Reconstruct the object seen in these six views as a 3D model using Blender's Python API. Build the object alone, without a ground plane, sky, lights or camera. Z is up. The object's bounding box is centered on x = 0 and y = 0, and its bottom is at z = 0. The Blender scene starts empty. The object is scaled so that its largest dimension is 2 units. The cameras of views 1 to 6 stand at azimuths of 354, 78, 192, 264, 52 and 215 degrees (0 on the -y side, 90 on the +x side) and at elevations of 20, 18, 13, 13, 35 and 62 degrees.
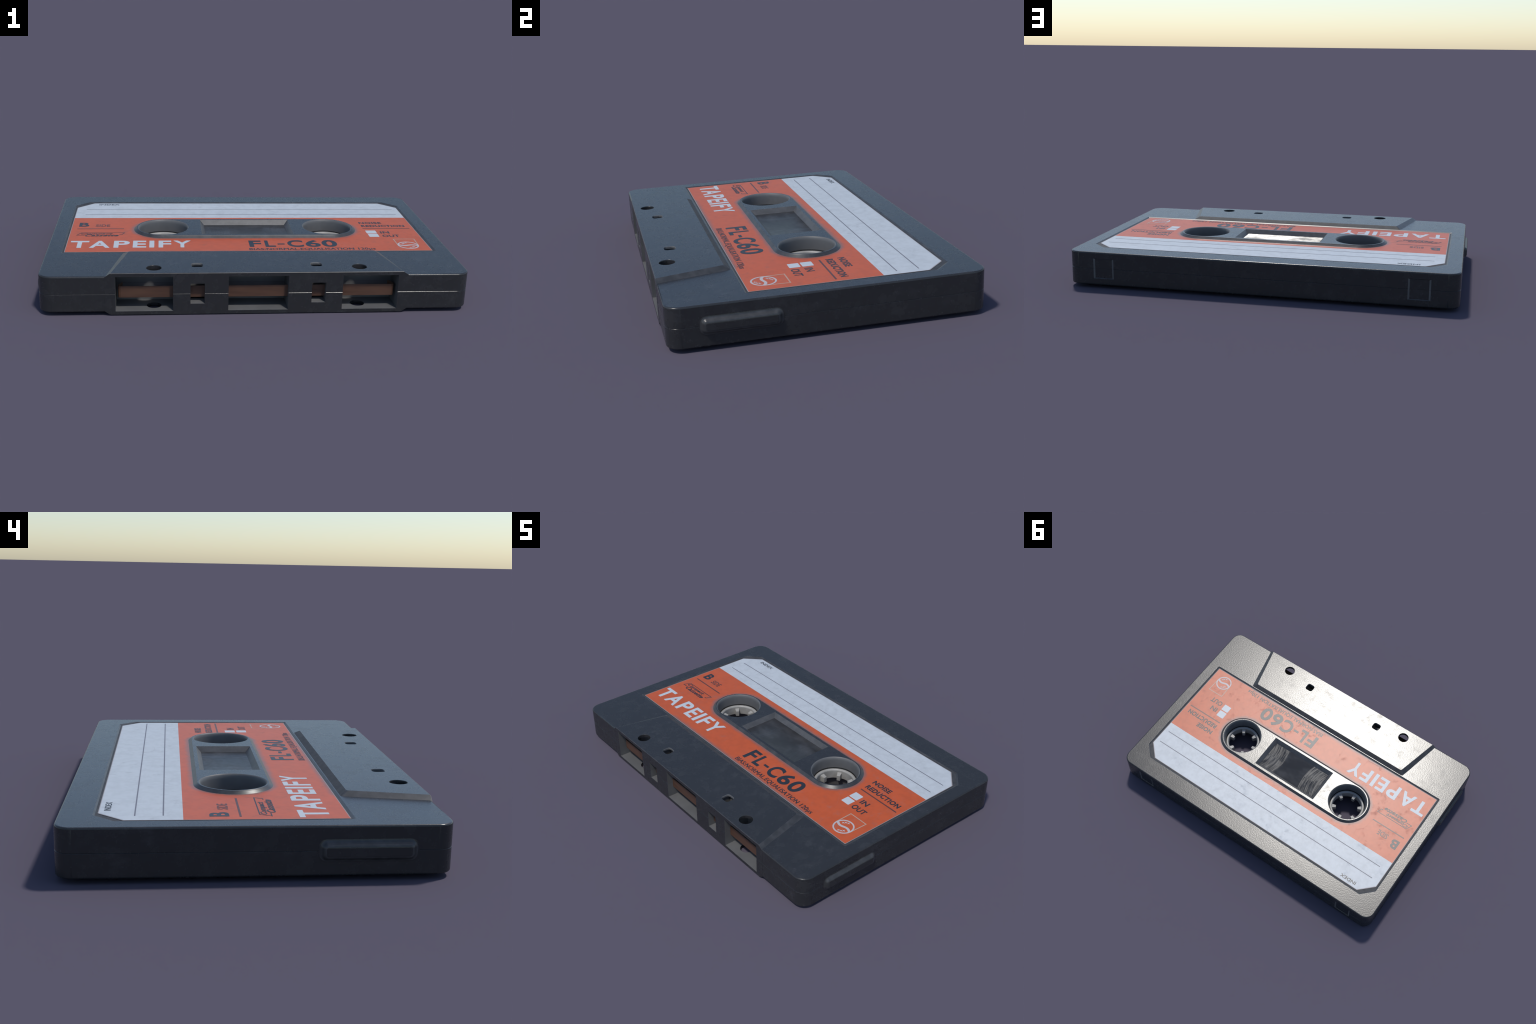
import bpy, bmesh, math, random
from mathutils import Vector

random.seed(7)
# ----------------------------------------------------------------------------
# overall sizes (metres, lowest point at z = 0, mirror plane at z = MID)
# ----------------------------------------------------------------------------
MID = 0.100
BODY_X, BODY_Y, CORNER_R = 0.9832, 0.6475, 0.060
BODY_TOP, HEAD_TOP = 0.1849, 0.2000
LABEL_Z = 0.1830
ISLAND_TOP = 0.1945
HUB_X, HUB_Y, BORE_R = 0.428, 0.0435, 0.1275
WIN_FLOOR = 0.1720

# ----------------------------------------------------------------------------
# node helpers
# ----------------------------------------------------------------------------
class Nodes:
    def __init__(self, name):
        self.mat = bpy.data.materials.new(name)
        self.mat.use_nodes = True
        self.t = self.mat.node_tree
        self.t.nodes.clear()
        self.out = self.t.nodes.new("ShaderNodeOutputMaterial")
        self.bsdf = self.t.nodes.new("ShaderNodeBsdfPrincipled")
        self.t.links.new(self.bsdf.outputs[0], self.out.inputs[0])
        self.co = self.t.nodes.new("ShaderNodeTexCoord").outputs["Object"]

    def link(self, a, b):
        self.t.links.new(a, b)

    def put(self, sock, v):
        if isinstance(v, bpy.types.NodeSocket):
            self.link(v, sock)
        else:
            sock.default_value = v

    def mapping(self, scale=(1, 1, 1), rot=(0, 0, 0), loc=(0, 0, 0)):
        n = self.t.nodes.new("ShaderNodeMapping")
        self.link(self.co, n.inputs[0])
        n.inputs["Scale"].default_value = scale
        n.inputs["Rotation"].default_value = rot
        n.inputs["Location"].default_value = loc
        return n.outputs[0]

    def noise(self, scale, detail=4, rough=0.55, vec=None, dist=0.0):
        n = self.t.nodes.new("ShaderNodeTexNoise")
        self.link(vec or self.co, n.inputs["Vector"])
        n.inputs["Scale"].default_value = scale
        n.inputs["Detail"].default_value = detail
        n.inputs["Roughness"].default_value = rough
        n.inputs["Distortion"].default_value = dist
        return n.outputs[0]

    def voronoi(self, scale, vec=None, feature="F1", out="Distance"):
        n = self.t.nodes.new("ShaderNodeTexVoronoi")
        n.feature = feature
        self.link(vec or self.co, n.inputs["Vector"])
        n.inputs["Scale"].default_value = scale
        return n.outputs[out]

    def math(self, op, a, b=0.0, c=0.0):
        n = self.t.nodes.new("ShaderNodeMath")
        n.operation = op
        for s, v in zip(n.inputs, (a, b, c)):
            self.put(s, v)
        return n.outputs[0]

    def band(self, v, lo, hi, a=0.0, b=1.0):
        """smooth map of v from [lo, hi] to [a, b]"""
        n = self.t.nodes.new("ShaderNodeMapRange")
        n.interpolation_type = "SMOOTHSTEP"
        self.put(n.inputs["Value"], v)
        n.inputs["From Min"].default_value = lo
        n.inputs["From Max"].default_value = hi
        n.inputs["To Min"].default_value = a
        n.inputs["To Max"].default_value = b
        return n.outputs[0]

    def mix(self, f, a, b):
        n = self.t.nodes.new("ShaderNodeMix")
        n.data_type = "RGBA"
        for s, v in ((n.inputs[0], f), (n.inputs[6], a), (n.inputs[7], b)):
            if isinstance(v, tuple) and len(v) == 3:
                v = (*v, 1.0)
            self.put(s, v)
        return n.outputs[2]

    def mixf(self, f, a, b):
        n = self.t.nodes.new("ShaderNodeMix")
        n.data_type = "FLOAT"
        for s, v in ((n.inputs[0], f), (n.inputs[2], a), (n.inputs[3], b)):
            self.put(s, v)
        return n.outputs[0]

    def xyz(self, vec=None):
        n = self.t.nodes.new("ShaderNodeSeparateXYZ")
        self.link(vec or self.co, n.inputs[0])
        return n.outputs

    def bump(self, h, strength, dist):
        n = self.t.nodes.new("ShaderNodeBump")
        n.inputs["Strength"].default_value = strength
        n.inputs["Distance"].default_value = dist
        self.link(h, n.inputs["Height"])
        return n.outputs[0]

    def set(self, **kw):
        for k, v in kw.items():
            s = self.bsdf.inputs[{"color": "Base Color", "rough": "Roughness", "spec": "Specular IOR Level",
                                  "normal": "Normal", "metal": "Metallic", "coat": "Coat Weight",
                                  "coat_rough": "Coat Roughness", "coat_normal": "Coat Normal"}[k]]
            if isinstance(v, tuple) and len(v) == 3:
                v = (*v, 1.0)
            self.put(s, v)
        return self.mat


# ----------------------------------------------------------------------------
# materials
# ----------------------------------------------------------------------------
PLASTIC = (0.0250, 0.0258, 0.0275)


def plastic_material():
    n = Nodes("dark_plastic")
    cloud = n.band(n.noise(14.0, 7, 0.68), 0.48, 0.70)
    specks = n.band(n.noise(55.0, 6, 0.7), 0.60, 0.74)
    rubbed = n.math("MULTIPLY", n.band(n.noise(3.2, 3), 0.45, 0.62), n.band(n.noise(20.0, 8, 0.72, n.mapping((1.0, 0.6, 1.0), (0, 0, 0.6))), 0.50, 0.66))
    col = n.mix(n.math("MULTIPLY", cloud, 0.30), PLASTIC, (0.046, 0.047, 0.048))
    col = n.mix(n.math("MULTIPLY", rubbed, 0.40), col, (0.056, 0.057, 0.060))
    col = n.mix(n.math("MULTIPLY", specks, 0.16), col, (0.075, 0.077, 0.080))
    grain = n.noise(140.0, 2, 0.5)
    rough = n.math("ADD", n.mixf(cloud, 0.262, 0.310), n.math("MULTIPLY", specks, 0.06))
    return n.set(color=col, rough=rough, spec=0.5, normal=n.bump(grain, 0.15, 0.0018))


def frame_material():
    n = Nodes("window_frame_plastic")
    col = n.mix(n.band(n.noise(24.0, 6, 0.65), 0.35, 0.7), (0.062, 0.063, 0.066), (0.092, 0.093, 0.097))
    return n.set(color=col, rough=0.46, spec=0.4)


def matte_material():
    """matte dark plastic of the label recess floor and the rear ramp"""
    n = Nodes("matte_recess_plastic")
    col = n.mix(n.band(n.noise(30.0, 6, 0.65), 0.35, 0.7), (0.036, 0.037, 0.040), (0.060, 0.061, 0.064))
    return n.set(color=col, rough=0.62, spec=0.35)


def lining_material():
    """the moulded inner walls: paler, smooth grey plastic"""
    n = Nodes("pale_inner_plastic")
    col = n.mix(n.band(n.noise(9.0, 5), 0.35, 0.7), (0.104, 0.105, 0.107), (0.126, 0.127, 0.129))
    return n.set(color=col, rough=0.5, spec=0.4)


def slope_material():
    n = Nodes("paler_slope_plastic")
    col = n.mix(n.band(n.noise(24.0, 6, 0.65), 0.35, 0.7), (0.033, 0.034, 0.036), (0.058, 0.059, 0.062))  # slopes a little paler than the shell plastic
    return n.set(color=col, rough=0.37, spec=0.5)


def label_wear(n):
    """shared marks of the sticker: dark halo round the island, smudges, scratches"""
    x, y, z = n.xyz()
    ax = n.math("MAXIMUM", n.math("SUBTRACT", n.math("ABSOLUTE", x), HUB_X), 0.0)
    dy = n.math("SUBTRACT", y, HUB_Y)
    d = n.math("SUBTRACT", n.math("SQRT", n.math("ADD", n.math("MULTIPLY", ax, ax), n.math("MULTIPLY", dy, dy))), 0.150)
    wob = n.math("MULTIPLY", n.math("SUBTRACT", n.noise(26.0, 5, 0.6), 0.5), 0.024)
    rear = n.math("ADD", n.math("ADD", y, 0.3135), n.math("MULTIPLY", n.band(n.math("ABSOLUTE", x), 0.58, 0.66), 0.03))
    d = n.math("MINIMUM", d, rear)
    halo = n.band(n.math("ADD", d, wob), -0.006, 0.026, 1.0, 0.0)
    smear = n.math("MULTIPLY", n.band(n.noise(3.5, 3), 0.38, 0.58), n.band(n.noise(20.0, 9, 0.72), 0.52, 0.70))
    scratch_a = n.band(n.voronoi(7.0, n.mapping((1.0, 0.28, 1.0), (0, 0, 0.5)), "DISTANCE_TO_EDGE"), 0.0, 0.0045, 1.0, 0.0)
    gate = n.band(n.noise(4.0, 3), 0.46, 0.58)
    scratch = n.math("MULTIPLY", scratch_a, gate)
    dots = n.math("MULTIPLY", n.band(n.voronoi(34.0), 0.05, 0.12, 1.0, 0.0), n.band(n.noise(9.0, 2), 0.55, 0.65))
    return halo, smear, scratch, dots


def label_material(name, base, dusty, rough):
    n = Nodes(name)
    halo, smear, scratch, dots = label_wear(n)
    tone = n.noise(30.0, 6, 0.6)
    col = n.mix(n.band(tone, 0.35, 0.68), base, tuple(c * 0.90 for c in base))
    col = n.mix(n.math("MULTIPLY", smear, 0.50), col, dusty)
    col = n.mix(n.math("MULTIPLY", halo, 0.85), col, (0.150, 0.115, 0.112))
    col = n.mix(n.math("MULTIPLY", n.math("MAXIMUM", scratch, dots), 0.24), col, tuple(0.45 * c + 0.16 for c in base))
    r = n.math("ADD", n.math("ADD", rough, n.math("MULTIPLY", smear, 0.10)), n.math("MULTIPLY", scratch, 0.10))
    return n.set(color=col, rough=r, spec=0.5, normal=n.bump(n.noise(60.0, 5, 0.6), 0.10, 0.002))


def ink_material(name, colour, rough):
    n = Nodes(name)
    smear = n.band(n.noise(22.0, 5, 0.65), 0.5, 0.75)
    col = n.mix(n.math("MULTIPLY", smear, 0.25), colour, tuple(0.7 * c + 0.05 for c in colour))
    return n.set(color=col, rough=rough, spec=0.5)


def hub_material():
    n = Nodes("cream_hub_plastic")
    col = n.mix(n.band(n.noise(25.0, 5), 0.35, 0.7), (0.30, 0.292, 0.272), (0.36, 0.351, 0.330))
    return n.set(color=col, rough=0.42, spec=0.5)


def tape_material():
    n = Nodes("brown_tape")
    col = n.mix(n.band(n.noise(8.0, 4, 0.5, n.mapping((1, 1, 6))), 0.3, 0.7), (0.072, 0.036, 0.023), (0.100, 0.050, 0.031))
    return n.set(color=col, rough=0.42, spec=0.5)


TILTED = Vector((0.0, 0.42, 0.91)).normalized()  # shading normal bent toward +y so the flat pane shows a sun glint


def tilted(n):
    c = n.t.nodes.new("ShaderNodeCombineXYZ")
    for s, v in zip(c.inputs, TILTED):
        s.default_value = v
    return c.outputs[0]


def smoked(n):
    """dusty smoked plastic: soft smudges in tone and gloss"""
    smoke = n.band(n.noise(9.0, 4, 0.5, n.mapping((0.8, 1.5, 1.0), (0, 0, 0.35))), 0.35, 0.68)
    fine = n.band(n.noise(45.0, 5, 0.65), 0.40, 0.65)
    col = n.mix(smoke, (0.036, 0.035, 0.035), (0.072, 0.071, 0.071))
    rough = n.math("ADD", n.mixf(smoke, 0.33, 0.43), n.math("MULTIPLY", fine, 0.05))
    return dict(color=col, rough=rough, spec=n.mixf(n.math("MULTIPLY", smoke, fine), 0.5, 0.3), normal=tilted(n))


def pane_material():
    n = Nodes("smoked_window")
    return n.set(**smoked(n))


def pack_material():
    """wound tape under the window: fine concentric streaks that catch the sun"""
    n = Nodes("wound_tape")
    x, y, z = n.xyz()
    ax = n.math("SUBTRACT", n.math("ABSOLUTE", x), HUB_X)
    dy = n.math("SUBTRACT", y, HUB_Y)
    r = n.math("SQRT", n.math("ADD", n.math("MULTIPLY", ax, ax), n.math("MULTIPLY", dy, dy)))
    ang = n.math("ARCTAN2", dy, ax)
    cb = n.t.nodes.new("ShaderNodeCombineXYZ")
    n.put(cb.inputs[0], n.math("MULTIPLY", r, 150.0))
    n.put(cb.inputs[1], n.math("MULTIPLY", ang, 2.2))
    n.put(cb.inputs[2], n.math("SIGN", x))
    streak = n.band(n.noise(1.0, 5, 0.7, cb.outputs[0]), 0.40, 0.60)
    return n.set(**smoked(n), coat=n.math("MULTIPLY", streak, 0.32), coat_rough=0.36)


M_PLASTIC, M_LINING, M_SLOPE, M_MATTE = plastic_material(), lining_material(), slope_material(), matte_material()
M_FRAME = frame_material()
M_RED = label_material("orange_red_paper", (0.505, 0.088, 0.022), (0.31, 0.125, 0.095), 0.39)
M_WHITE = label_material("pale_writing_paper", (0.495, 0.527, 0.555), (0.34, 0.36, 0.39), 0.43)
M_EDGE = ink_material("paper_edge", (0.30, 0.27, 0.27), 0.5)
M_INK = ink_material("dark_ink", (0.020, 0.023, 0.029), 0.39)
M_FINE = ink_material("fine_dark_ink", (0.090, 0.034, 0.029), 0.39)
M_GREY = ink_material("grey_ink", (0.16, 0.16, 0.19), 0.5)
M_WHITE_INK = ink_material("white_ink", (0.495, 0.527, 0.555), 0.43)
M_CREAM_INK = ink_material("cream_ink", (0.43, 0.27, 0.20), 0.43)
M_PALE_INK = ink_material("pale_ink", (0.47, 0.42, 0.42), 0.43)
M_HUB, M_TAPE, M_PANE, M_PACK = hub_material(), tape_material(), pane_material(), pack_material()

# ----------------------------------------------------------------------------
# geometry helpers
# ----------------------------------------------------------------------------
def fillet(poly, radii, seg=6):
    """2D polygon (counter-clockwise) with every corner rounded; same point count for any radii"""
    out, k = [], len(poly)
    if not hasattr(radii, "__len__"):
        radii = [radii] * k
    for i in range(k):
        p, a, b = Vector(poly[i]), Vector(poly[i - 1]), Vector(poly[(i + 1) % k])
        u, v = (a - p).normalized(), (b - p).normalized()
        half = u.angle(v) / 2
        r = radii[i]
        if r < 1e-6:
            out.append(tuple(p))
            continue
        t = r / math.tan(half)
        c = p + (u + v).normalized() * (r / math.sin(half))
        s, e = p + u * t - c, p + v * t - c
        full = s.angle_signed(e)
        for j in range(seg + 1):
            q = s.copy()
            q.rotate(__import__("mathutils").Matrix.Rotation(-full * j / seg, 2))
            out.append(tuple(c + q))
    return out


def rect(x0, y0, x1, y1):
    return [(x0, y0), (x1, y0), (x1, y1), (x0, y1)]


def circle(cx, cy, r, seg=64):
    return [(cx + r * math.cos(2 * math.pi * i / seg), cy + r * math.sin(2 * math.pi * i / seg)) for i in range(seg)]


def stadium(r, seg=40):
    """outline around both hubs"""
    pts = []
    for i in range(seg + 1):
        a = -math.pi / 2 + math.pi * i / seg
        pts.append((HUB_X + r * math.cos(a), HUB_Y + r * math.sin(a)))
    for i in range(seg + 1):
        a = math.pi / 2 + math.pi * i / seg
        pts.append((-HUB_X + r * math.cos(a), HUB_Y + r * math.sin(a)))
    return pts


def loft(loops, cap=True):
    """closed skin through rings of 3D points"""
    bm = bmesh.new()
    rings = [[bm.verts.new(p) for p in lp] for lp in loops]
    k = len(rings[0])
    for a, b in zip(rings, rings[1:]):
        for i in range(k):
            j = (i + 1) % k
            bm.faces.new((a[i], a[j], b[j], b[i]))
    if cap:
        bm.faces.new(list(reversed(rings[0])))
        bm.faces.new(rings[-1])
    bmesh.ops.recalc_face_normals(bm, faces=bm.faces)
    return bm


def stack(levels):
    """loft from (outline, z) pairs"""
    return loft([[(x, y, z) for x, y in o] for o, z in levels])


def to_object(bm, name, mats, smooth=None):
    me = bpy.data.meshes.new(name)
    bm.to_mesh(me)
    bm.free()
    for m in (mats if isinstance(mats, (list, tuple)) else [mats]):
        me.materials.append(m)
    ob = bpy.data.objects.new(name, me)
    bpy.context.scene.collection.objects.link(ob)
    if smooth is not None:
        shade(ob, smooth)
    return ob


def bake(ob):
    """apply the modifiers of ob"""
    dg = bpy.context.evaluated_depsgraph_get()
    me = bpy.data.meshes.new_from_object(ob.evaluated_get(dg), depsgraph=dg)
    old = ob.data
    ob.modifiers.clear()
    ob.data = me
    me.name = old.name
    bpy.data.meshes.remove(old)


def shade(ob, angle):
    me = ob.data
    for p in me.polygons:
        p.use_smooth = True
    me.set_sharp_from_angle(angle=math.radians(angle))
    for p in me.polygons:       # axis-aligned faces stay flat, bevels and bores are smooth
        p.use_smooth = max(abs(c) for c in p.normal) < 0.9999
    w = ob.modifiers.new("weighted", "WEIGHTED_NORMAL")
    w.keep_sharp = True
    bake(ob)


def combine(ob, bm, op, mat=None, slope=False):
    """boolean; with slope=True the tilted faces of the tool carry the slope material"""
    if slope:
        bm.normal_update()
        for f in bm.faces:
            f.material_index = 1 if 0.2 < abs(f.normal.z) < 0.985 else 0
    tool = to_object(bm, "tool", mat if isinstance(mat, list) else [mat or M_PLASTIC, M_SLOPE])
    m = ob.modifiers.new("cut", "BOOLEAN")
    m.operation, m.object, m.solver, m.material_mode = op, tool, "EXACT", "TRANSFER"
    bake(ob)
    me = tool.data
    bpy.data.objects.remove(tool)
    bpy.data.meshes.remove(me)


# ----------------------------------------------------------------------------
# root
# ----------------------------------------------------------------------------
root = bpy.data.objects.new("cassette_tape", None)
bpy.context.scene.collection.objects.link(root)
root["label"] = "dark plastic audio cassette with worn orange and white label"
root["category"] = "cassette tape"


def child(ob, parent=None):
    ob.parent = parent or root
    return ob


# ----------------------------------------------------------------------------
# shell half
# ----------------------------------------------------------------------------
def body_outline(inset):
    x, y = BODY_X - inset, BODY_Y - inset
    return fillet(rect(-x, -y, x, y), CORNER_R - inset, 10)


def label_outline(grow):
    """label sheet outline, rear corners cut off; grow > 0 gives the recess rim"""
    x = 0.8985 + grow
    y0, y1 = -0.3135 - grow, 0.5185 + grow
    cx, cy = 0.0870 - 0.15 * grow, 0.0870 - 0.15 * grow
    return [(-x, y0), (x, y0), (x, y1 - cy), (x - cx, y1), (-(x - cx), y1), (-x, y1 - cy)]


def recess_outline(inset):
    """rim of the shallow label recess; wider than the sheet at the cut corners"""
    x, y0, y1 = 0.9125 - inset, -0.3265 + inset, 0.5335 - inset
    c = 0.0735 - 0.15 * inset
    return [(-x, y0), (x, y0), (x, y1 - c), (x - c, y1), (-(x - c), y1), (-x, y1 - c)]


def build_upper():
    lv = [(body_outline(0.0009), 0.1002), (body_outline(0.0), 0.1012), (body_outline(0.0), BODY_TOP - 0.0065)]
    for i in range(1, 5):
        a = math.pi / 2 * i / 4
        lv.append((body_outline(0.0065 * (1 - math.cos(a))), BODY_TOP - 0.0065 + 0.0065 * math.sin(a)))
    bm = stack(lv)
    bm.normal_update()
    for f in bm.faces:
        f.material_index = 0
    ob = to_object(bm, "upper_shell", [M_PLASTIC, M_SLOPE])

    # recess for the label
    combine(ob, stack([(fillet(recess_outline(0.0065), 0.004, 3), LABEL_Z - 0.0016), (fillet(recess_outline(0.0016), 0.008, 3), BODY_TOP - 0.0007),
                       (fillet(recess_outline(-0.0010), 0.008, 3), BODY_TOP + 0.0003)]), "DIFFERENCE", M_MATTE, slope=True)
    # raised head block with sloping flanks
    toe = [(-0.686, -0.6482), (0.686, -0.6482), (0.618, -0.3300), (-0.618, -0.3300)]
    top = [(-0.664, -0.6482), (0.664, -0.6482), (0.594, -0.3540), (-0.594, -0.3540)]
    rim = [(-0.662, -0.6450), (0.662, -0.6450), (0.592, -0.3555), (-0.592, -0.3555)]

    def lerp(a, b, t):
        return [(p[0] + (q[0] - p[0]) * t, p[1] + (q[1] - p[1]) * t) for p, q in zip(a, b)]
    rr = [0.0006, 0.0006, 0.012, 0.012]
    low = lerp(top, toe, 1.20)
    head = stack([(fillet(low, rr), 0.1030), (fillet(low, rr), 0.1818),
                  (fillet(lerp(toe, top, 0.86), rr), 0.1978), (fillet(lerp(top, rim, 0.35), rr), 0.1993), (fillet(rim, rr), HEAD_TOP)])
    head.normal_update()
    for f in head.faces:    # flanks take the paler slope plastic, the rear ramp the matte one
        f.material_index = (2 if f.normal.y > 0.3 else 1) if 0.2 < f.normal.z < 0.985 else 0
    combine(ob, head, "UNION", [M_PLASTIC, M_SLOPE, M_MATTE])

    # island around hubs and window
    combine(ob, stack([(stadium(0.1520), LABEL_Z - 0.004), (stadium(0.1500), LABEL_Z), (stadium(0.1385), ISLAND_TOP - 0.0035),
                       (stadium(0.1372), ISLAND_TOP - 0.0012), (stadium(0.1350), ISLAND_TOP)]), "UNION", slope=True)
    # window well
    wx, wy0, wy1 = 0.2345, -0.0775, 0.1635
    sl = 0.0215
    combine(ob, stack([(rect(-wx + sl, wy0 + sl, wx - sl, wy1 - sl), WIN_FLOOR - 0.003), (rect(-wx + sl, wy0 + sl, wx - sl, wy1 - sl), WIN_FLOOR),
                       (rect(-wx, wy0, wx, wy1), ISLAND_TOP), (rect(-wx - 0.005, wy0 - 0.005, wx + 0.005, wy1 + 0.005), ISLAND_TOP + 0.005)]), "DIFFERENCE", M_FRAME)
    # hub bores
    for s in (-1, 1):
        cx = s * HUB_X
        bore = ((0.1165, 0.05), (0.1165, 0.135), (0.1205, 0.178), (0.1230, 0.1865), (0.1255, 0.1915), (0.1285, 0.1938), (0.1325, 0.1958))
        bm = stack([(circle(cx, HUB_Y, r, 96), z) for r, z in bore])
        for f in bm.faces:
            f.material_index = 1 if f.calc_center_median().z < 0.13 else 0
        combine(ob, bm, "DIFFERENCE", [M_LINING, M_PLASTIC])
    # openings in the front edge
    for x0, x1, h, back in ((-0.6435, -0.3860, 0.0822, -0.505), (-0.1370, 0.1370, 0.0822, -0.505), (0.3860, 0.6435, 0.0822, -0.505),
                            (-0.3085, -0.2435, 0.0483, -0.512), (0.2435, 0.3085, 0.0483, -0.512)):
        combine(ob, stack([(rect(x0, -0.70, x1, back), 0.05), (rect(x0, -0.70, x1, back), MID + h)]), "DIFFERENCE", M_LINING)
        if h < 0.06:        # taller chamber under the square guide hole
            combine(ob, stack([(rect(x0, -0.580, x1, back + 0.0015), 0.05), (rect(x0, -0.580, x1, back + 0.0015), 0.1890)]), "DIFFERENCE", M_LINING)
    # guide holes through the head
    for s in (-1, 1):
        c = (s * 0.472, -0.579)
        combine(ob, stack([(circle(*c, 0.0335, 48), 0.05), (circle(*c, 0.0335, 48), HEAD_TOP - 0.003), (circle(*c, 0.0350, 48), HEAD_TOP - 0.0005),
                           (circle(*c, 0.0365, 48), HEAD_TOP + 0.001)]), "DIFFERENCE")
        qx, qy = s * 0.2755, -0.5455

        def sq(g):
            return fillet(rect(qx - 0.0255 - g, qy - 0.0245 - g, qx + 0.0255 + g, qy + 0.0245 + g), 0.014 + g, 5)
        combine(ob, stack([(sq(0), 0.05), (sq(0), HEAD_TOP - 0.003), (sq(0.0012), HEAD_TOP - 0.0005), (sq(0.003), HEAD_TOP + 0.001)]), "DIFFERENCE", M_LINING)
    # write-protect tabs, sunk a little into the rear edge
    for s in (-1, 1):
        def fr(g, y):
            a, b = sorted((s * (0.738 - g), s * (0.846 + g)))
            return [(a, y, 0.06), (b, y, 0.06), (b, y, 0.1515 + g * 0.4), (a, y, 0.1515 + g * 0.4)]
        bm = loft([fr(-0.0085, BODY_Y - 0.0026), fr(0.0, BODY_Y), fr(0.002, BODY_Y + 0.002)])
        bm.faces.ensure_lookup_table()
        tool_mat = [M_SLOPE, M_PLASTIC, M_LINING]
        for f in bm.faces:
            f.material_index = 2 if 0.1 < abs(f.normal.x) < 0.97 else (0 if abs(f.normal.y) < 0.985 else 1)
        tool = to_object(bm, "tool", tool_mat)
        m = ob.modifiers.new("cut", "BOOLEAN")
        m.operation, m.object, m.solver, m.material_mode = "DIFFERENCE", tool, "EXACT", "TRANSFER"
        bake(ob)
        bpy.data.objects.remove(tool)
    return ob


upper = child(build_upper())
lower_me = upper.data.copy()
lower_me.name = "lower_shell"
bm = bmesh.new()
bm.from_mesh(lower_me)
for v in bm.verts:
    v.co.z = 2 * MID - v.co.z
bmesh.ops.reverse_faces(bm, faces=bm.faces)
bm.to_mesh(lower_me)
bm.free()
lower = bpy.data.objects.new("lower_shell", lower_me)
bpy.context.scene.collection.objects.link(lower)
child(lower)
shade(upper, 40)
shade(lower, 40)

# ----------------------------------------------------------------------------
# side ridges
# ----------------------------------------------------------------------------
for s in (-1, 1):
    def ring(x, g, r):
        y0, y1, z0, z1 = -0.503 - 1.2 * g, -0.212 + 1.2 * g, MID - 0.0215 - g, MID + 0.0215 + g
        return [(s * x, p, q) for p, q in fillet(rect(y0, z0, y1, z1), r, 5)]
    bm = loft([ring(0.975, 0.0180, 0.028), ring(0.9834, 0.0175, 0.028), ring(0.9841, 0.0135, 0.025), ring(0.9856, 0.0100, 0.022), ring(0.9882, 0.0070, 0.019),
               ring(0.9918, 0.0045, 0.016), ring(0.9955, 0.0020, 0.013), ring(0.9980, -0.0010, 0.011), ring(0.9994, -0.0045, 0.009), ring(1.0, -0.0085, 0.006)])
    bm.normal_update()
    for f in bm.faces:
        f.material_index = 1 if abs(f.normal.x) < 0.97 else 0
    child(to_object(bm, "side_ridge", [M_PLASTIC, M_SLOPE], 60))

# ----------------------------------------------------------------------------
# spool hubs
# ----------------------------------------------------------------------------
def build_hub(cx, phase):
    prof = [(0.097, 0.079), (0.1120, 0.079), (0.1150, 0.083), (0.1150, 0.1245), (0.1140, 0.1280), (0.1115, 0.1303), (0.1085, 0.1310),
            (0.1040, 0.1310), (0.1005, 0.1297), (0.0982, 0.1265), (0.0970, 0.1220), (0.0965, 0.084)]
    bm = bmesh.new()
    seg = 96
    rows = []
    for i in range(seg):
        a = 2 * math.pi * i / seg
        rows.append([bm.verts.new((cx + r * math.cos(a), HUB_Y + r * math.sin(a), z)) for r, z in prof])
    k = len(prof)
    for i in range(seg):
        p, q = rows[i], rows[(i + 1) % seg]
        for j in range(k):
            bm.faces.new((p[j], q[j], q[(j + 1) % k], p[(j + 1) % k]))
    bmesh.ops.recalc_face_normals(bm, faces=bm.faces)
    hub = child(to_object(bm, "spool_hub", M_HUB, 35))
    # six drive teeth, wedge shaped with chamfered tops
    bm = bmesh.new()

    def box(r0, r1, w0, w1, z0, z1):
        return [[(r0, -w0, z0), (r1, -w1, z0), (r1, w1, z0), (r0, w0, z0)], [(r0, -w0, z1), (r1, -w1, z1), (r1, w1, z1), (r0, w0, z1)]]
    lo, hi = box(0.0710, 0.0975, 0.0088, 0.0135, 0.0800, 0.1105)
    tp = [(0.0728, -0.0075, 0.1125), (0.0975, -0.0120, 0.1165), (0.0975, 0.0120, 0.1165), (0.0728, 0.0075, 0.1125)]
    tooth_me = None
    t = loft([lo, hi, tp])
    tooth_me = bpy.data.meshes.new("drive_tooth")
    t.to_mesh(tooth_me)
    t.free()
    tooth_me.materials.append(M_HUB)
    bm.free()
    for i in range(6):
        tooth = bpy.data.objects.new("drive_tooth", tooth_me)
        bpy.context.scene.collection.objects.link(tooth)
        tooth.location = (cx, HUB_Y, 0.0)
        tooth.rotation_euler = (0, 0, math.radians(phase + 60 * i))
        child(tooth, hub)


build_hub(-HUB_X, 30)
build_hub(HUB_X, 3)

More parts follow.
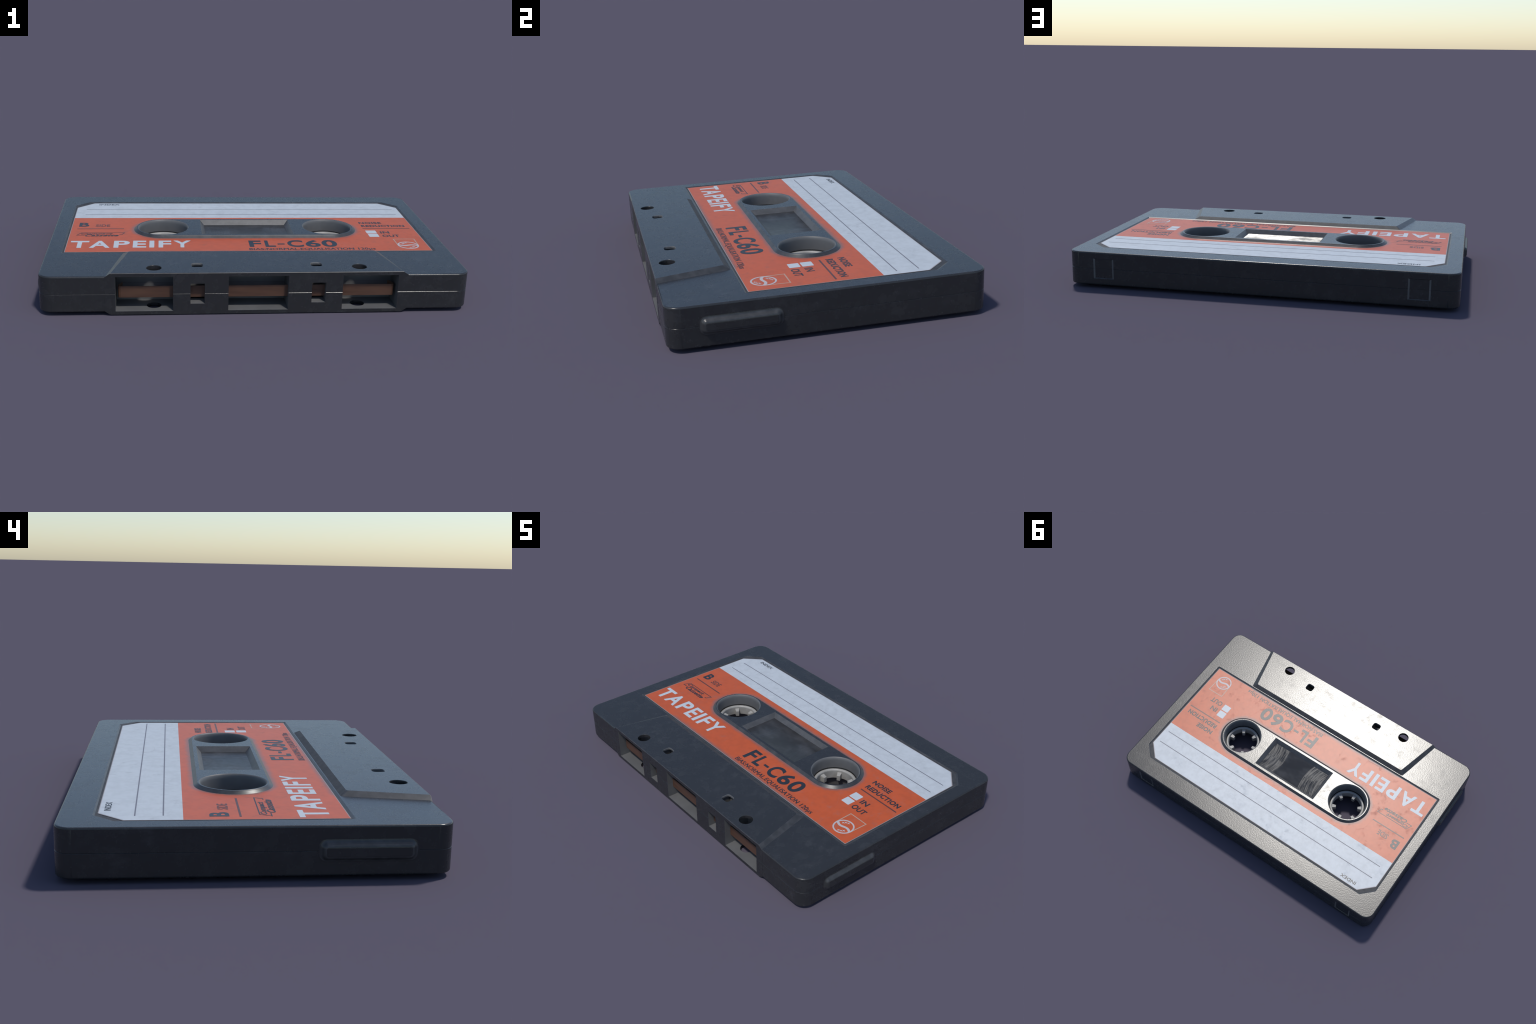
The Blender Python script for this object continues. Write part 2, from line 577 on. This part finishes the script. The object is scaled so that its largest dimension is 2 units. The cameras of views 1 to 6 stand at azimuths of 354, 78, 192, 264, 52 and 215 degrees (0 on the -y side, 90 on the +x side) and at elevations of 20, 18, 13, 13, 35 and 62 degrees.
# ----------------------------------------------------------------------------
# tape crossing the front openings
# ----------------------------------------------------------------------------
path = [(-0.6150, -0.560), (-0.6290, -0.590), (-0.6335, -0.604), (-0.6300, -0.6125), (-0.6200, -0.6150)]
path = path + [(-x, y) for x, y in reversed(path)]
T = 0.0012
inner = []
for i, p in enumerate(path):
    a, b = Vector(path[max(i - 1, 0)]), Vector(path[min(i + 1, len(path) - 1)])
    d = (b - a).normalized()
    inner.append((p[0] - d.y * T, p[1] + d.x * T))
ribbon = path + list(reversed(inner))
child(to_object(stack([(ribbon, 0.0715), (ribbon, 0.1260)]), "magnetic_tape", M_TAPE, 40))

# ----------------------------------------------------------------------------
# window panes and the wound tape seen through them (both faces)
# ----------------------------------------------------------------------------
PX, PY0, PY1 = 0.2145, -0.0575, 0.1435


def face_z(z, up):
    return z if up else 2 * MID - z


def slab(outline, z0, z1, name, mat, up=True):
    bm = stack([(outline, face_z(z0, up)), (outline, face_z(z1, up))])
    return to_object(bm, name, mat)


def pack_outline(side, radius):
    """part of a tape disc that shows inside the window"""
    pts, seg = [], 40
    cx = HUB_X
    x_edge = PX - 0.004
    y0, y1 = PY0 + 0.003, PY1 - 0.003
    for i in range(seg + 1):
        y = y0 + (y1 - y0) * i / seg
        pts.append((cx - math.sqrt(radius ** 2 - (y - HUB_Y) ** 2), y))
    pts = pts + [(x_edge, y1), (x_edge, y0)]
    return [(side * x, y) for x, y in pts]


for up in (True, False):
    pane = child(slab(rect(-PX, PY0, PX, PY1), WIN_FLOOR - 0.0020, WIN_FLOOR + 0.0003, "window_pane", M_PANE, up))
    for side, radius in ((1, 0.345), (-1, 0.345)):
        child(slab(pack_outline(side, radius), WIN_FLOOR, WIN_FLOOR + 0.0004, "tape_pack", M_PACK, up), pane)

# ----------------------------------------------------------------------------
# label sheets with an opening for the island
# ----------------------------------------------------------------------------
SPLIT_Y = 0.2380


def clip(poly, y, keep_above):
    out = []
    for i, p in enumerate(poly):
        q = poly[(i + 1) % len(poly)]
        ip, iq = (p[1] >= y) == keep_above, (q[1] >= y) == keep_above
        if ip:
            out.append(p)
        if ip != iq:
            t = (y - p[1]) / (q[1] - p[1])
            out.append((p[0] + t * (q[0] - p[0]), y))
    return out


def sheet(outline, z0, z1, name, mats, hole=None, up=True):
    ob = slab(outline, z0, z1, name, mats, True)
    for p in ob.data.polygons:
        p.material_index = 0 if abs(p.normal.z) > 0.5 else 1
    if hole:
        combine(ob, stack([(hole, z0 - 0.01), (hole, z1 + 0.01)]), "DIFFERENCE", M_EDGE)
    if not up:
        for v in ob.data.vertices:
            v.co.z = 2 * MID - v.co.z
        ob.data.flip_normals()
    return ob


paper = label_outline(0.0)
border = label_outline(-0.0028)
for up in (True, False):
    lab = child(sheet(paper, LABEL_Z - 0.0020, LABEL_Z - 0.0003, "label", [M_EDGE, M_EDGE], stadium(0.1485), up))
    child(sheet(clip(border, SPLIT_Y, True), LABEL_Z - 0.0010, LABEL_Z, "writing_panel", [M_WHITE, M_WHITE], None, up), lab)
    child(sheet(clip(border, SPLIT_Y, False), LABEL_Z - 0.0010, LABEL_Z, "title_panel", [M_RED, M_RED], stadium(0.1480), up), lab)
    if up:
        label_top = lab

# ----------------------------------------------------------------------------
# print: text, rules and marks
# ----------------------------------------------------------------------------
INK0, INK1 = LABEL_Z - 0.0002, LABEL_Z + 0.0004


def glyphs(text, box, bold=0.0, shear=0.0, space=1.03):
    """flat text fitted to the box (x0, y0, x1, y1); returns a bmesh"""
    cu = bpy.data.curves.new("text", "FONT")
    cu.body, cu.size, cu.offset, cu.shear, cu.extrude = text, 1.0, bold, shear, 0.1
    cu.resolution_u, cu.space_character = 6, space
    ob = bpy.data.objects.new("text", cu)
    bpy.context.scene.collection.objects.link(ob)
    dg = bpy.context.evaluated_depsgraph_get()
    me = bpy.data.meshes.new_from_object(ob.evaluated_get(dg), depsgraph=dg)
    bpy.data.objects.remove(ob)
    bpy.data.curves.remove(cu)
    bm = bmesh.new()
    bm.from_mesh(me)
    bpy.data.meshes.remove(me)
    xs, ys = [v.co.x for v in bm.verts], [v.co.y for v in bm.verts]
    ax, bx, ay, by = min(xs), max(xs), min(ys), max(ys)
    for v in bm.verts:
        v.co.x = box[0] + (v.co.x - ax) / (bx - ax) * (box[2] - box[0])
        v.co.y = box[1] + (v.co.y - ay) / (by - ay) * (box[3] - box[1])
        v.co.z = INK1 if v.co.z > 0 else INK0
    return bm


def join(bms, lift=0.0):
    out = bmesh.new()
    for i, b in enumerate(bms):
        for v in b.verts:           # crossing strokes never share a plane
            v.co.z += i * 0.00003 + lift
        me = bpy.data.meshes.new("tmp")
        b.to_mesh(me)
        b.free()
        out.from_mesh(me)
        bpy.data.meshes.remove(me)
    return out


def printed(name, bms, mat, lift=0.0):
    return child(to_object(join(bms, lift), name, mat), label_top)


def bar(x0, y0, x1, y1):
    return stack([(rect(x0, y0, x1, y1), INK0), (rect(x0, y0, x1, y1), INK1)])


def stroke(points, w, closed=False):
    """constant-width line through 2D points"""
    k = len(points)
    left, right = [], []
    for i in range(k):
        p = Vector(points[i])
        a = Vector(points[i - 1] if closed or i else points[i])
        b = Vector(points[(i + 1) % k] if closed or i < k - 1 else points[i])
        d1, d2 = (p - a), (b - p)
        d1 = d1.normalized() if d1.length else d2.normalized()
        d2 = d2.normalized() if d2.length else d1
        n = Vector((-d1.y - d2.y, d1.x + d2.x)).normalized()
        m = w / 2 / max(0.35, n.dot(Vector((-d1.y, d1.x))))
        left.append(p + n * m)
        right.append(p - n * m)
    bm = bmesh.new()
    rows = [[bm.verts.new((q.x, q.y, z)) for q, z in ((l, INK0), (r, INK0), (r, INK1), (l, INK1))] for l, r in zip(left, right)]
    pairs = list(zip(rows, rows[1:])) + ([(rows[-1], rows[0])] if closed else [])
    for p, q in pairs:
        for i in range(4):
            bm.faces.new((p[i], q[i], q[(i + 1) % 4], p[(i + 1) % 4]))
    if not closed:
        bm.faces.new(list(reversed(rows[0])))
        bm.faces.new(rows[-1])
    bmesh.ops.recalc_face_normals(bm, faces=bm.faces)
    return bm


# title word, letter by letter
TITLE = (("T", -0.880, -0.791), ("A", -0.787, -0.688), ("P", -0.670, -0.593), ("E", -0.577, -0.512), ("I", -0.497, -0.473), ("F", -0.452, -0.390), ("Y", -0.380, -0.292))
printed("title_lettering", [glyphs(c, (a, -0.250, b, -0.146), 0.026) for c, a, b in TITLE], M_WHITE_INK)
CODE = (("F", -0.005, 0.056, -0.247, -0.150), ("L", 0.074, 0.126, -0.247, -0.150), ("-", 0.137, 0.173, -0.212, -0.197), ("C", 0.187, 0.267, -0.250, -0.147),
        ("6", 0.278, 0.353, -0.250, -0.147), ("0", 0.361, 0.438, -0.250, -0.147))
printed("code_lettering", [glyphs(c, (a, y0, b, y1), 0.030) for c, a, b, y0, y1 in CODE], M_INK)
printed("tape_type_lettering", [glyphs("BIAS:NORMAL.EQUALISATION 120\u00b5s", (-0.010 + d, -0.300, 0.617 + d, -0.265), 0.0, 0.0, 1.04) for d in (-0.0011, 0.0, 0.0011)], M_INK)
printed("index_lettering", [glyphs("INDEX", (-0.783, 0.478, -0.671, 0.500), 0.022)], M_INK)
printed("side_letter", [glyphs("B", (-0.862, 0.086, -0.811, 0.152), 0.034)], M_INK)
printed("side_lettering", [glyphs("SIDE", (-0.777, 0.084, -0.703, 0.122), 0.022)], M_FINE)
printed("noise_lettering", [glyphs("NOISE", (0.620, 0.125, 0.743, 0.158), 0.036, 0.0, 1.08), glyphs("REDUCTION", (0.623, 0.071, 0.858, 0.105), 0.036, 0.0, 1.08)], M_INK)
printed("switch_lettering", [glyphs("IN", (0.701, -0.040, 0.749, -0.005), 0.026), glyphs("OUT", (0.700, -0.099, 0.789, -0.062), 0.026)], M_INK)
printed("switch_box", [stack([(fillet(rect(0.627, -0.040, 0.681, 0.009), 0.004, 3), INK0), (fillet(rect(0.627, -0.040, 0.681, 0.009), 0.004, 3), INK1)]),
                       stack([(fillet(rect(0.629, -0.096, 0.681, -0.048), 0.004, 3), INK0), (fillet(rect(0.629, -0.096, 0.681, -0.048), 0.004, 3), INK1)])], M_WHITE_INK)
printed("writing_rule", [bar(-0.846, 0.3938, 0.866, 0.3985), bar(-0.846, 0.3005, 0.866, 0.3052)], M_GREY)
printed("divider_rule", [bar(-0.867, 0.0455, -0.630, 0.0530), bar(0.622, 0.0430, 0.876, 0.0505)], M_FINE)

# slanted frame with two lines of script lettering
printed("format_mark", [stroke([(-0.841, -0.016), (-0.624, -0.016), (-0.637, -0.046), (-0.650, -0.046)], 0.0042),
                        stroke([(-0.841, -0.016), (-0.861, -0.055), (-0.822, -0.055)], 0.0042),
                        glyphs("Compact", (-0.842, -0.049, -0.682, -0.020), 0.030, 0.35), glyphs("Cassette", (-0.820, -0.074, -0.652, -0.044), 0.030, 0.35)], M_INK)

# shield: open square running into a disc with a wave and two sparkles
SC = (0.7965, -0.2310)
SR = 0.0520
wave = [(SC[0] + (i / 20 - 0.5) * 2 * SR * 0.98, SC[1] - 0.009 * (i / 10 - 1) + 0.0085 * math.sin((i / 20 - 0.5) * 2 * math.pi)) for i in range(21)]
printed("shield_mark", [stroke([(SC[0] - SR, SC[1]), (SC[0] - SR - 0.001, -0.1335), (SC[0] + SR + 0.003, -0.1335), (SC[0] + SR, SC[1])], 0.0056)], M_CREAM_INK)
marks = [stroke(circle(*SC, SR - 0.002, 48), 0.0078, True), stroke(wave, 0.0125)]


def sparkle(cx, cy, r):
    pts = []
    for i in range(8):
        a, q = math.pi / 4 * i, r if i % 2 == 0 else r * 0.3
        pts.append((cx + q * math.cos(a), cy + q * math.sin(a)))
    return stack([(pts, INK0), (pts, INK1)])


for cx, cy in ((SC[0] - 0.016, SC[1] + 0.030), (SC[0] - 0.003, SC[1] + 0.036), (SC[0] - 0.024, SC[1] + 0.020),
               (SC[0] + 0.016, SC[1] - 0.030), (SC[0] + 0.003, SC[1] - 0.036), (SC[0] + 0.024, SC[1] - 0.020)):
    marks.append(sparkle(cx, cy, 0.0095))
printed("disc_mark", marks, M_PALE_INK, 0.0001)
